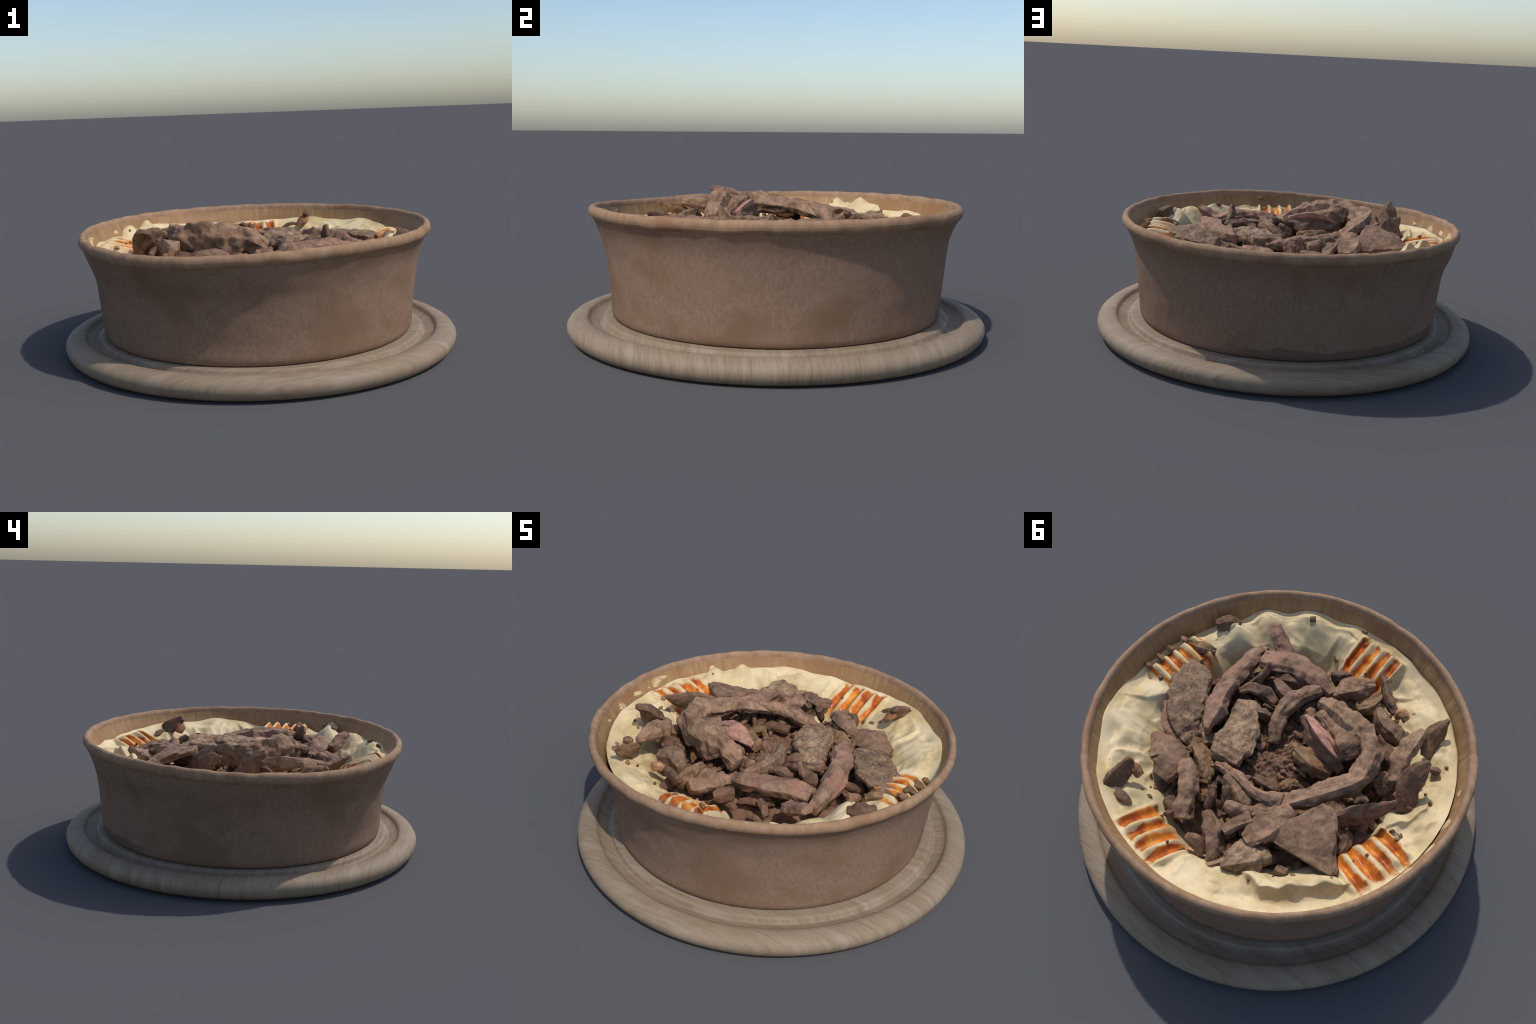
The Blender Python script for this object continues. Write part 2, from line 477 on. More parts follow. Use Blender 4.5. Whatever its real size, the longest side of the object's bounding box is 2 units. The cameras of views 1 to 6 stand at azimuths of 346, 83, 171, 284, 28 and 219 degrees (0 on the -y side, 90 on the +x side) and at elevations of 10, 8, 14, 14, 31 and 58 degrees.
def hummus_height(x, y):
    dx, dy = x - CX, y - CY
    r = np.hypot(dx, dy)
    z = np.interp(r, [0.0, 0.45, 0.55, 0.60, 0.65, 0.72, 0.775, 0.82], [0.32, 0.335, 0.365, 0.415, 0.458, 0.488, 0.505, 0.533])
    q = np.stack([x, y, np.zeros_like(x)], -1)
    k = 1 - smooth(0.75, 0.815, r)
    w = np.stack([perlin(q * 4 + 1), perlin(q * 4 + 21), 0 * x], -1) * 0.07
    swipe = np.clip(ridged((q + w) * 5.0 + 3, 2) - 0.75, 0, 1)
    z = z + (fbm(q * 4.2 + 3, 3, 0.42) * 0.026 + swipe * 0.016 + fbm((q + w * 0.5) * 17, 2) * 0.0045) * (0.12 + 0.88 * k)
    az, ez = zip(*EDGE)
    edge = np.interp(np.degrees(np.arctan2(dy, dx)), az, ez)
    edge = edge + 0.008 * perlin(np.stack([dx, dy, 0 * dx], -1) / np.maximum(r, 0.1)[..., None] * 7)
    z = z + (edge - 0.533) * smooth(0.72, 0.805, r)
    for hx, hy, s, h in HUMPS:
        d2 = ((x - hx) ** 2 + (y - hy) ** 2) / (s * s)
        z = z + h * np.exp(-d2 * 1.4)
    jig = 0.02 * perlin(q * 13 + 40)
    for line, h, wd in LEDGES:
        d, sg = crest(x + jig, y - jig, line)
        wide = wd * (1.0 + 0.8 * sg)                       # steep on one flank, gentle on the other
        z = z + h * np.exp(-(d / np.maximum(wide, 0.4 * wd)) ** 1.3) * k
    for az, hw, r0, r1, n, ph, z1, z0 in SAUCE:
        a = math.radians(az)
        rr = dx * math.cos(a) + dy * math.sin(a)
        b = -dx * math.sin(a) + dy * math.cos(a)
        b = b + 0.010 * perlin(q * 9 + ph * 20)
        win = 1 - smooth(hw - 0.01, hw + 0.02, np.abs(b))
        win = win * smooth(r0 - 0.03, r0 + 0.05, rr) * (1 - smooth(r1 - 0.05, r1 + 0.005, rr))
        flat = z0 + (z1 - z0) * smooth(r0, r1 - 0.02, rr)
        z = z + win * 0.7 * (flat - z)
        z = z + win * 0.015 * np.cos(b * math.pi * n / hw)
    return z


def in_sauce(x, y):
    ids = np.full(x.shape, -1)
    dx, dy = x - CX, y - CY
    for k, (az, hw, r0, r1, n, ph, z1, z0) in enumerate(SAUCE):
        a = math.radians(az)
        rr = dx * math.cos(a) + dy * math.sin(a)
        b = -dx * math.sin(a) + dy * math.cos(a)
        ids[(np.abs(b) < hw + 0.012) & (rr > r0 - 0.01) & (rr < r1 + 0.006)] = k
    return ids


SMEARS = [(168, 0.560, 0.095, 0.026, -0.6), (179, 0.545, 0.05, 0.018, 0.4), (-171, 0.530, 0.045, 0.028, 0.4), (-159, 0.535, 0.03, 0.02, 0.3), (143, 0.553, 0.03, 0.02, 0.2)]


def build_hummus():
    e = thing("hummus", (CX, CY, 0.40), "creamy hummus bed with fork-drawn orange sauce stripes", "hummus")
    nu, nr = 800, 150
    rad = np.concatenate([[0.02, 0.15, 0.28], np.linspace(0.36, 0.8335, nr)])
    th = np.linspace(0, 2 * np.pi, nu, endpoint=False)
    R, T = np.meshgrid(rad, th, indexing="ij")
    X, Y = CX + R * np.cos(T), CY + R * np.sin(T)
    Z = hummus_height(X, Y)
    # the outermost ring follows the sloping lining
    lim = np.interp(Z, [0.40, 0.45, 0.49, 0.522, 0.548, 0.572], [0.797, 0.800, 0.806, 0.814, 0.825, 0.837]) + 0.004
    R = np.minimum(R, lim)
    X, Y = CX + R * np.cos(T), CY + R * np.sin(T)
    V = np.stack([X, Y, Z], -1).reshape(-1, 3)
    F = np.array(grid_faces(nu, len(rad)))
    me = mesh_from("whole", V, F)
    nrm = np.zeros(len(me.vertices) * 3)
    me.vertices.foreach_get("normal", nrm)
    nrm = nrm.reshape(-1, 3)
    fc = V[F].mean(1)
    ids = in_sauce(fc[:, 0], fc[:, 1])
    mat = mat_hummus()
    for k in range(-1, len(SAUCE)):
        sel = F[ids == k]
        used, inv = np.unique(sel, return_inverse=True)
        sub = mesh_from("hummus_bed" if k < 0 else "sauce_stripes", V[used], inv.reshape(-1, 4))
        sub.normals_split_custom_set_from_vertices([tuple(n) for n in nrm[used]])
        link("hummus_bed" if k < 0 else "sauce_stripes", sub, e, mat)
    bpy.data.meshes.remove(me)
    sm = Mat("thin_hummus_film", rough=0.6, spec=0.2)
    smear = sm.colour(sm.ramp(sm.noise(30, 3), [(0.35, (0.40, 0.27, 0.13)), (0.6, (0.58, 0.44, 0.25))]))
    # smears left on the lining: azimuth, height, half arc, half height, slant
    for az, zc, ha, hh, sl in SMEARS:
        n1, n2 = 60, 30
        A = np.linspace(-1, 1, n1)[None, :] * np.ones((n2, 1))
        B = np.linspace(-1, 1, n2)[:, None] * np.ones((1, n1))
        q = np.stack([A * 1.6 + az, B * 1.6, 0 * A], -1)
        edge = np.sqrt(A ** 2 + B ** 2) + 0.5 * perlin(q * 0.9)
        t = 1 - smooth(0.25, 0.95, edge)
        ang = math.radians(az) + A * ha / 0.84
        zz = zc + B * hh + sl * hh * A
        drop = 0.9 * sag(np.degrees(ang))
        rw = np.interp(zz + drop, [0.40, 0.45, 0.49, 0.522, 0.548, 0.572, 0.595], [0.797, 0.800, 0.806, 0.814, 0.825, 0.837, 0.8455]) + 0.4 * drop
        rr = rw + 0.004 - 0.0085 * t
        v = np.stack([CX + rr * np.cos(ang), CY + rr * np.sin(ang), zz], -1).reshape(-1, 3)
        link("hummus_smear", mesh_from("hummus_smear", v, grid_faces(n1, n2, False)), e, smear)
    return e


# ------------------------------------------------------------------ meat
# kind, material, tilt (degrees), roughness, spine stations (x, y, z, half width, half thickness)
PIECES = [
    ('strip', 'meat', 0, 1, [(-0.036, -0.306, 0.534, 0.036, 0.040), (-0.123, -0.279, 0.569, 0.048, 0.065), (-0.229, -0.256, 0.581, 0.058, 0.085), (-0.340, -0.209, 0.583, 0.060, 0.085), (-0.406, -0.131, 0.584, 0.056, 0.070), (-0.408, -0.028, 0.582, 0.055, 0.055), (-0.348, 0.078, 0.576, 0.050, 0.045), (-0.280, 0.172, 0.566, 0.050, 0.040), (-0.203, 0.257, 0.536, 0.045, 0.035), (-0.145, 0.343, 0.509, 0.030, 0.030)]),
    ('strip', 'meat', 0, 1, [(0.149, 0.250, 0.510, 0.016, 0.020), (0.089, 0.246, 0.520, 0.022, 0.025), (0.006, 0.252, 0.529, 0.025, 0.030), (-0.121, 0.268, 0.544, 0.030, 0.030), (-0.223, 0.236, 0.549, 0.030, 0.030)]),
    ('strip', 'meat', 0, 1.2, [(-0.063, -0.239, 0.534, 0.028, 0.040), (-0.159, -0.209, 0.549, 0.035, 0.050), (-0.258, -0.159, 0.567, 0.050, 0.070), (-0.303, -0.127, 0.539, 0.050, 0.060)]),
    ('strip', 'meat_dark', 62, 0.5, [(-0.014, -0.180, 0.555, 0.018, 0.018), (-0.091, -0.139, 0.542, 0.050, 0.026), (-0.174, -0.105, 0.537, 0.060, 0.030), (-0.247, -0.083, 0.529, 0.050, 0.028), (-0.314, -0.075, 0.511, 0.022, 0.020)]),
    ('slab', 'pink', -38, 0.3, [(-0.030, -0.184, 0.573, 0.012, 0.012), (-0.103, -0.156, 0.587, 0.034, 0.016), (-0.184, -0.127, 0.588, 0.042, 0.018), (-0.244, -0.110, 0.574, 0.034, 0.016), (-0.286, -0.104, 0.553, 0.014, 0.012)]),
    ('strip', 'meat_pink', 8, 0.6, [(0.411, -0.414, 0.489, 0.028, 0.035), (0.417, -0.302, 0.509, 0.042, 0.045), (0.407, -0.170, 0.514, 0.050, 0.050), (0.372, -0.040, 0.516, 0.050, 0.055), (0.339, 0.060, 0.514, 0.052, 0.050), (0.297, 0.144, 0.519, 0.014, 0.030)]),
    ('strip', 'meat', 0, 0.6, [(0.030, -0.369, 0.516, 0.024, 0.028), (0.075, -0.285, 0.519, 0.034, 0.040), (0.091, -0.188, 0.515, 0.040, 0.050), (0.072, -0.096, 0.501, 0.036, 0.050), (0.042, -0.031, 0.459, 0.028, 0.040)]),
    ('strip', 'meat_pink', 0, 0.6, [(0.360, -0.353, 0.514, 0.050, 0.035), (0.274, -0.378, 0.539, 0.060, 0.035), (0.178, -0.409, 0.544, 0.055, 0.035), (0.081, -0.413, 0.529, 0.045, 0.035), (-0.016, -0.396, 0.505, 0.022, 0.025)]),
    ('strip', 'meat_pink', -10, 0.5, [(0.435, -0.526, 0.562, 0.030, 0.016), (0.380, -0.492, 0.529, 0.036, 0.026), (0.309, -0.448, 0.489, 0.036, 0.030)]),
    ('strip', 'meat_dark', 30, 0.8, [(0.324, -0.120, 0.537, 0.012, 0.016), (0.285, -0.170, 0.540, 0.026, 0.022), (0.217, -0.190, 0.533, 0.028, 0.022), (0.155, -0.187, 0.514, 0.014, 0.016)]),
    ('strip', 'meat_dark', 50, 0.6, [(0.274, -0.290, 0.628, 0.007, 0.008), (0.280, -0.267, 0.571, 0.028, 0.016), (0.297, -0.238, 0.528, 0.038, 0.020), (0.317, -0.202, 0.505, 0.030, 0.020)]),
    ('slab', 'meat_dark', 0, 0.6, [(0.232, -0.276, 0.529, 0.012, 0.016), (0.152, -0.252, 0.532, 0.032, 0.018), (0.088, -0.262, 0.525, 0.012, 0.015)]),
    ('slab', 'meat_mottled', 6, 1.3, [(0.677, -0.116, 0.493, 0.022, 0.022), (0.589, -0.049, 0.514, 0.095, 0.030), (0.508, 0.046, 0.515, 0.098, 0.032), (0.450, 0.135, 0.499, 0.080, 0.030), (0.394, 0.182, 0.471, 0.058, 0.028), (0.337, 0.205, 0.450, 0.030, 0.020)]),
    ('strip', 'meat_pink', -20, 0.6, [(0.581, 0.121, 0.480, 0.014, 0.020), (0.516, 0.190, 0.459, 0.028, 0.025), (0.441, 0.217, 0.444, 0.034, 0.025), (0.377, 0.227, 0.430, 0.030, 0.020)]),
    ('slab', 'meat_mottled', 0, 1.1, [(0.263, -0.100, 0.494, 0.050, 0.050), (0.205, -0.016, 0.499, 0.075, 0.060), (0.167, 0.075, 0.499, 0.085, 0.065), (0.142, 0.156, 0.501, 0.085, 0.060), (0.134, 0.212, 0.499, 0.075, 0.055)]),
    ('slab', 'meat', -10, 0.7, [(0.501, 0.279, 0.465, 0.020, 0.020), (0.429, 0.301, 0.476, 0.062, 0.024), (0.351, 0.334, 0.486, 0.078, 0.024), (0.324, 0.388, 0.478, 0.066, 0.022), (0.325, 0.438, 0.457, 0.040, 0.018)]),
    ('strip', 'meat', 10, 0.8, [(0.270, 0.321, 0.504, 0.036, 0.030), (0.203, 0.389, 0.497, 0.046, 0.042), (0.149, 0.461, 0.474, 0.044, 0.045), (0.107, 0.525, 0.439, 0.036, 0.040)]),
    ('strip', 'meat_brown', 0, 0.7, [(0.302, 0.216, 0.474, 0.030, 0.025), (0.228, 0.254, 0.479, 0.042, 0.035), (0.167, 0.295, 0.469, 0.034, 0.030), (0.135, 0.331, 0.445, 0.020, 0.020)]),
    ('slab', 'meat', 0, 0.7, [(-0.405, 0.147, 0.594, 0.026, 0.018), (-0.417, 0.217, 0.576, 0.090, 0.024), (-0.424, 0.288, 0.553, 0.130, 0.026), (-0.432, 0.353, 0.529, 0.170, 0.024), (-0.435, 0.385, 0.520, 0.165, 0.020)]),
    ('slab', 'meat', 4, 0.8, [(-0.286, 0.243, 0.568, 0.034, 0.024), (-0.260, 0.326, 0.549, 0.060, 0.030), (-0.235, 0.406, 0.537, 0.060, 0.030), (-0.208, 0.466, 0.518, 0.030, 0.022)]),
    ('chunk', 'meat_mottled', 0, 2.2, [(-0.194, 0.601, 0.469, 0.034, 0.040), (-0.234, 0.556, 0.484, 0.060, 0.050), (-0.285, 0.500, 0.494, 0.062, 0.050), (-0.322, 0.447, 0.484, 0.030, 0.035)]),
    ('slab', 'meat_dark', 76, 0.6, [(-0.434, 0.158, 0.539, 0.030, 0.020), (-0.488, 0.109, 0.548, 0.055, 0.020), (-0.555, 0.039, 0.573, 0.050, 0.016), (-0.596, -0.010, 0.597, 0.030, 0.012), (-0.623, -0.049, 0.618, 0.005, 0.006)]),
    ('strip', 'meat', 0, 0.7, [(0.013, 0.468, 0.525, 0.026, 0.020), (-0.048, 0.511, 0.519, 0.038, 0.030), (-0.100, 0.557, 0.499, 0.036, 0.030), (-0.147, 0.604, 0.454, 0.026, 0.025)]),
    ('strip', 'meat_dark', 60, 0.4, [(0.011, 0.341, 0.577, 0.018, 0.016), (-0.006, 0.362, 0.539, 0.030, 0.020), (-0.016, 0.383, 0.481, 0.034, 0.020)]),
    ('strip', 'meat_dark', 50, 0.4, [(0.058, 0.360, 0.557, 0.018, 0.016), (0.051, 0.388, 0.525, 0.030, 0.020), (0.052, 0.421, 0.471, 0.034, 0.020)]),
    ('strip', 'meat_pink', 20, 0.7, [(-0.033, 0.391, 0.543, 0.020, 0.022), (-0.080, 0.386, 0.539, 0.034, 0.030), (-0.118, 0.365, 0.529, 0.032, 0.030), (-0.131, 0.326, 0.510, 0.020, 0.020)]),
    ('chunk', 'meat', 0, 0.8, [(0.066, 0.284, 0.514, 0.024, 0.030), (0.002, 0.290, 0.517, 0.042, 0.040), (-0.062, 0.315, 0.509, 0.045, 0.040), (-0.098, 0.332, 0.499, 0.030, 0.030)]),
    ('strip', 'meat', 10, 0.7, [(-0.106, 0.492, 0.520, 0.018, 0.020), (-0.128, 0.441, 0.530, 0.028, 0.026), (-0.166, 0.378, 0.541, 0.032, 0.028)]),
    ('chunk', 'meat_dark', 20, 0.6, [(0.022, 0.592, 0.479, 0.020, 0.025), (-0.032, 0.588, 0.474, 0.036, 0.035), (-0.071, 0.602, 0.439, 0.028, 0.030)]),
    ('chunk', 'meat', 0, 0.8, [(-0.134, 0.644, 0.462, 0.014, 0.020), (-0.158, 0.620, 0.469, 0.022, 0.025), (-0.177, 0.591, 0.470, 0.014, 0.020)]),
    ('chunk', 'meat', 0, 1.5, [(-0.026, -0.404, 0.489, 0.030, 0.040), (-0.060, -0.446, 0.502, 0.055, 0.050), (-0.106, -0.501, 0.509, 0.056, 0.050), (-0.141, -0.562, 0.499, 0.036, 0.040)]),
    ('strip', 'meat_dark', 74, 0.5, [(-0.151, -0.618, 0.561, 0.008, 0.010), (-0.205, -0.571, 0.529, 0.034, 0.016), (-0.267, -0.522, 0.514, 0.036, 0.018), (-0.316, -0.495, 0.505, 0.018, 0.014)]),
    ('chunk', 'meat_brown', 0, 1.4, [(-0.167, -0.399, 0.499, 0.034, 0.040), (-0.201, -0.451, 0.499, 0.042, 0.045), (-0.207, -0.530, 0.484, 0.030, 0.040)]),
    ('chunk', 'meat', 0, 1, [(-0.258, -0.450, 0.507, 0.026, 0.040), (-0.325, -0.401, 0.511, 0.045, 0.050), (-0.388, -0.392, 0.499, 0.045, 0.050), (-0.424, -0.380, 0.484, 0.025, 0.040)]),
    ('chunk', 'amber', 20, 0.5, [(-0.330, -0.481, 0.499, 0.014, 0.016), (-0.349, -0.503, 0.520, 0.024, 0.020), (-0.382, -0.500, 0.505, 0.020, 0.020)]),
    ('strip', 'meat', 20, 0.5, [(-0.504, -0.442, 0.585, 0.018, 0.020), (-0.502, -0.342, 0.577, 0.044, 0.034), (-0.502, -0.263, 0.556, 0.050, 0.038), (-0.537, -0.207, 0.516, 0.045, 0.035)]),
    ('strip', 'meat_brown', -50, 0.5, [(-0.556, -0.570, 0.584, 0.010, 0.012), (-0.540, -0.507, 0.551, 0.046, 0.018), (-0.536, -0.453, 0.528, 0.055, 0.022), (-0.557, -0.391, 0.499, 0.036, 0.020)]),
    ('strip', 'meat_dark', -30, 0.5, [(-0.632, -0.278, 0.654, 0.012, 0.014), (-0.617, -0.230, 0.623, 0.046, 0.022), (-0.609, -0.193, 0.571, 0.056, 0.028), (-0.624, -0.150, 0.524, 0.050, 0.030), (-0.641, -0.108, 0.474, 0.040, 0.025)]),
    ('slab', 'meat_dark', 0, 0.7, [(-0.569, -0.138, 0.520, 0.028, 0.020), (-0.627, -0.132, 0.503, 0.036, 0.022), (-0.682, -0.149, 0.475, 0.020, 0.015)]),
    ('chunk', 'meat_dark', 0, 0.5, [(-0.617, -0.349, 0.498, 0.014, 0.012), (-0.642, -0.352, 0.499, 0.020, 0.016), (-0.658, -0.362, 0.493, 0.012, 0.012)]),
    ('chunk', 'meat', 0, 1.1, [(-0.475, -0.123, 0.479, 0.034, 0.050), (-0.496, -0.154, 0.489, 0.042, 0.050), (-0.536, -0.172, 0.509, 0.024, 0.030)]),
    ('chunk', 'meat', 0, 0.8, [(-0.516, -0.157, 0.534, 0.014, 0.016), (-0.538, -0.174, 0.538, 0.020, 0.020), (-0.559, -0.191, 0.536, 0.012, 0.014)]),
    ('chunk', 'meat_dark', 0, 1, [(-0.346, -0.315, 0.489, 0.040, 0.050), (-0.412, -0.284, 0.494, 0.050, 0.050), (-0.467, -0.261, 0.479, 0.035, 0.050)]),
    ('chunk', 'meat', 15, 0.6, [(-0.469, 0.041, 0.559, 0.014, 0.016), (-0.482, 0.013, 0.565, 0.024, 0.020), (-0.509, 0.005, 0.554, 0.014, 0.016)]),
    ('slab', 'meat_dark', -58, 0.5, [(0.424, 0.503, 0.598, 0.014, 0.012), (0.432, 0.550, 0.564, 0.042, 0.016), (0.442, 0.612, 0.529, 0.048, 0.018), (0.451, 0.663, 0.505, 0.030, 0.015)]),
    ('slab', 'amber', -20, 0.4, [(0.431, 0.520, 0.563, 0.014, 0.012), (0.400, 0.508, 0.547, 0.030, 0.016), (0.378, 0.512, 0.516, 0.022, 0.014)]),
    ('slab', 'meat_dark', 20, 0.5, [(0.402, 0.637, 0.510, 0.012, 0.010), (0.356, 0.638, 0.511, 0.022, 0.014), (0.318, 0.635, 0.495, 0.010, 0.010)]),
    ('chunk', 'meat_dark', 0, 0.9, [(0.671, -0.360, 0.539, 0.030, 0.035), (0.634, -0.399, 0.550, 0.050, 0.045), (0.578, -0.424, 0.549, 0.026, 0.030)]),
    ('chunk', 'meat_brown', 0, 0.8, [(0.707, -0.190, 0.529, 0.014, 0.016), (0.641, -0.208, 0.533, 0.034, 0.026), (0.583, -0.237, 0.520, 0.022, 0.020)]),
    ('chunk', 'meat_brown', 0, 0.6, [(0.756, -0.188, 0.543, 0.010, 0.012), (0.730, -0.180, 0.546, 0.016, 0.016), (0.717, -0.182, 0.538, 0.010, 0.012)]),
    ('chunk', 'meat_brown', 0, 0.6, [(0.778, -0.106, 0.533, 0.010, 0.012), (0.740, -0.103, 0.540, 0.018, 0.016), (0.723, -0.118, 0.533, 0.012, 0.012)]),
    ('chunk', 'meat_brown', 0, 0.6, [(0.784, -0.042, 0.528, 0.010, 0.012), (0.747, -0.032, 0.532, 0.018, 0.016), (0.725, -0.043, 0.523, 0.012, 0.012)]),
    ('chunk', 'meat_brown', 0, 0.6, [(0.794, 0.029, 0.520, 0.008, 0.010), (0.767, 0.037, 0.524, 0.014, 0.014), (0.757, 0.031, 0.515, 0.008, 0.010)]),
    ('chunk', 'meat_dark', 0, 0.9, [(0.733, 0.006, 0.490, 0.014, 0.020), (0.683, 0.028, 0.484, 0.030, 0.035), (0.660, 0.046, 0.480, 0.018, 0.020)]),
    ('chunk', 'meat_brown', 0, 1, [(-0.060, -0.056, 0.499, 0.022, 0.030), (-0.127, -0.035, 0.502, 0.044, 0.045), (-0.207, -0.036, 0.487, 0.050, 0.050), (-0.271, -0.047, 0.469, 0.026, 0.040)]),
    ('strip', 'meat_dark', 0, 0.7, [(-0.021, 0.183, 0.484, 0.016, 0.016), (-0.093, 0.180, 0.493, 0.026, 0.022), (-0.146, 0.169, 0.484, 0.018, 0.016)]),
    ('chunk', 'meat_brown', 0, 1.2, [(-0.149, 0.145, 0.469, 0.024, 0.030), (-0.165, 0.114, 0.474, 0.030, 0.035), (-0.195, 0.095, 0.469, 0.020, 0.030)]),
    ('chunk', 'meat_dark', 0, 1.2, [(0.217, -0.065, 0.519, 0.020, 0.030), (0.167, -0.095, 0.509, 0.030, 0.040), (0.136, -0.110, 0.489, 0.020, 0.030)]),
    ('chunk', 'meat_dark', 0, 1, [(0.052, -0.493, 0.499, 0.022, 0.030), (0.016, -0.525, 0.499, 0.034, 0.040), (-0.014, -0.552, 0.494, 0.018, 0.030)]),
    ('chunk', 'meat_dark', 0, 1, [(0.253, -0.302, 0.489, 0.030, 0.030), (0.166, -0.345, 0.494, 0.040, 0.040), (0.093, -0.380, 0.489, 0.030, 0.030)]),
    ('chunk', 'meat_dark', 0, 0.9, [(-0.459, 0.168, 0.479, 0.030, 0.040), (-0.524, 0.183, 0.459, 0.035, 0.040), (-0.532, 0.238, 0.439, 0.030, 0.030)]),
    ('chunk', 'meat_dark', 0, 0.8, [(-0.378, 0.472, 0.469, 0.030, 0.030), (-0.423, 0.461, 0.464, 0.030, 0.030)]),
    ('chunk', 'meat_dark', 0, 1, [(0.218, 0.501, 0.459, 0.030, 0.040), (0.171, 0.521, 0.449, 0.034, 0.040), (0.164, 0.553, 0.439, 0.020, 0.030)]),
    ('chunk', 'meat_mottled', 0, 1.6, [(0.380, 0.088, 0.479, 0.030, 0.040), (0.274, 0.175, 0.459, 0.030, 0.040)]),
    ('chunk', 'meat', 0, 1, [(0.012, -0.250, 0.489, 0.030, 0.040), (-0.066, -0.225, 0.479, 0.030, 0.040)]),
    ('chunk', 'meat_dark', 10, 0.6, [(-0.518, -0.245, 0.529, 0.020, 0.030), (-0.560, -0.259, 0.539, 0.026, 0.030), (-0.586, -0.300, 0.540, 0.014, 0.020)]),
    ('chunk', 'meat_brown', 0, 0.6, [(0.067, -0.761, 0.580, 0.008, 0.010), (0.042, -0.753, 0.590, 0.010, 0.010)]),
    ('chunk', 'meat_brown', 0, 0.6, [(0.331, -0.675, 0.555, 0.014, 0.010), (0.309, -0.690, 0.555, 0.014, 0.010)]),
]


def loft_piece(kind, tilt, rough, stations, seed):
    jag, rough = rough, 0.30 + 0.42 * rough
    S = np.asarray(stations, float)
    length = np.linalg.norm(np.diff(S[:, :3], axis=0), axis=1).sum()
    n = int(np.clip(length / 0.0055, 16, 130))
    base = {"strip": [(1.0, 0.15), (0.72, 0.86), (0.0, 0.98), (-0.66, 0.88), (-1.0, 0.2), (-0.72, -0.8), (0.66, -0.85)],
            "slab": [(1.0, 0.25), (0.9, 0.86), (0.1, 0.92), (-0.88, 0.88), (-1.0, 0.2), (-0.92, -0.65), (0.0, -1.0), (0.92, -0.6)],
            "chunk": [(0.98, 0.35), (0.35, 0.95), (-0.55, 0.88), (-1.0, -0.05), (-0.5, -0.9), (0.55, -0.9)]}[kind]
    m = len(base) * int(np.clip((S[:, 3].max() + S[:, 4].max()) * 4 / 0.0062 / len(base), 4, 11))
    C = crom(S, n)
    P, W, H = C[:, :3], np.maximum(C[:, 3], 0.004), np.maximum(C[:, 4], 0.004)
    tan = np.gradient(P, axis=0)
    # end caps: extra rings that close each end with a blunt curve
    cap = np.array([0.0, 0.45, 0.80, 0.96])
    push = np.array([0.16, 0.15, 0.12, 0.05])
    tan /= np.linalg.norm(tan, axis=1)[:, None]
    lead = [P[0] - tan[0] * H[0] * p for p in push]
    tail = [P[-1] + tan[-1] * H[-1] * p for p in push[::-1]]
    P = np.vstack([lead, P, tail])
    tan = np.vstack([np.repeat(tan[:1], 4, 0), tan, np.repeat(tan[-1:], 4, 0)])
    W = np.concatenate([W[0] * cap, W, W[-1] * cap[::-1]])
    H = np.concatenate([H[0] * cap, H, H[-1] * cap[::-1]])
    up = np.array([0, 0, 1.0])
    side = np.cross(up, tan)
    bad = np.linalg.norm(side, axis=1) < 0.15
    side[bad] = np.array([0.7, 0.7, 0])
    side /= np.linalg.norm(side, axis=1)[:, None]
    for _ in range(6):
        side[1:-1] = (side[:-2] + side[1:-1] * 2 + side[2:]) / 4
    side -= (side * tan).sum(1)[:, None] * tan
    side /= np.linalg.norm(side, axis=1)[:, None]
    nor = np.cross(tan, side)
    t = math.radians(tilt)
    side, nor = side * math.cos(t) + nor * math.sin(t), nor * math.cos(t) - side * math.sin(t)
    # cut-meat cross-section: an irregular polygon whose corners wander along the length
    u = np.linspace(0, 1, len(P)) * length
    sd = seed * 3.7
    rg = np.random.default_rng(seed)
    corner = np.array(base) + rg.uniform(-0.12, 0.12, (len(base), 2))
    rad = rg.uniform(0.92, 1.10, len(base))
    nz = np.stack([fbm(np.stack([u * (9 + 3 * jag) + 31 * k, 0 * u + sd, 0 * u], -1), 3, 0.4) for k in range(len(base))], 1)
    rad = rad[None, :] * (1 + (0.12 + 0.16 * min(jag, 1.3)) * nz)
    kx = corner[:, 0][None, :] * rad
    ky = corner[:, 1][None, :] * rad
    kx, ky = np.concatenate([kx, kx[:, :1]], 1), np.concatenate([ky, ky[:, :1]], 1)
    per = np.linspace(0, len(base), m, endpoint=False)
    i0 = per.astype(int)
    fr = per - i0
    cx = kx[:, i0] * (1 - fr) + kx[:, i0 + 1] * fr
    cy = ky[:, i0] * (1 - fr) + ky[:, i0 + 1] * fr
    V = P[:, None, :] + side[:, None, :] * (W[:, None] * cx)[..., None] + nor[:, None, :] * (H[:, None] * cy)[..., None]
    N = side[:, None, :] * (cx / W.clip(0.01)[:, None])[..., None] + nor[:, None, :] * (cy / H.clip(0.01)[:, None])[..., None]
    N /= np.linalg.norm(N, axis=-1)[..., None] + 1e-9
    q = V + sd
    amp = np.minimum(W, H)[:, None].clip(0.006, 0.05)
    big = fbm(q * 13, 2) * 0.30 * amp
    fibre = np.stack([np.repeat(u[:, None], m, 1) * 16, cx * W[:, None] * 75 + sd, cy * H[:, None] * 75], -1)
    mid = -np.abs(perlin(fibre)) * 0.0048 * rough + 0.0012
    pits = -np.clip(perlin(q * 38) - 0.25, 0, 1) * 0.014 * rough
    fine = fbm(q * 85, 2) * 0.0016 * rough
    facet = (0.28 - np.abs(perlin(q * 14 + 50))) * 0.014 * rough + (0.25 - np.abs(perlin(q * 33 + 90))) * 0.006 * rough
    V = V + N * (big + mid + fine + facet + pits)[..., None]
    V = V.reshape(-1, 3)
    F = grid_faces(m, len(P))
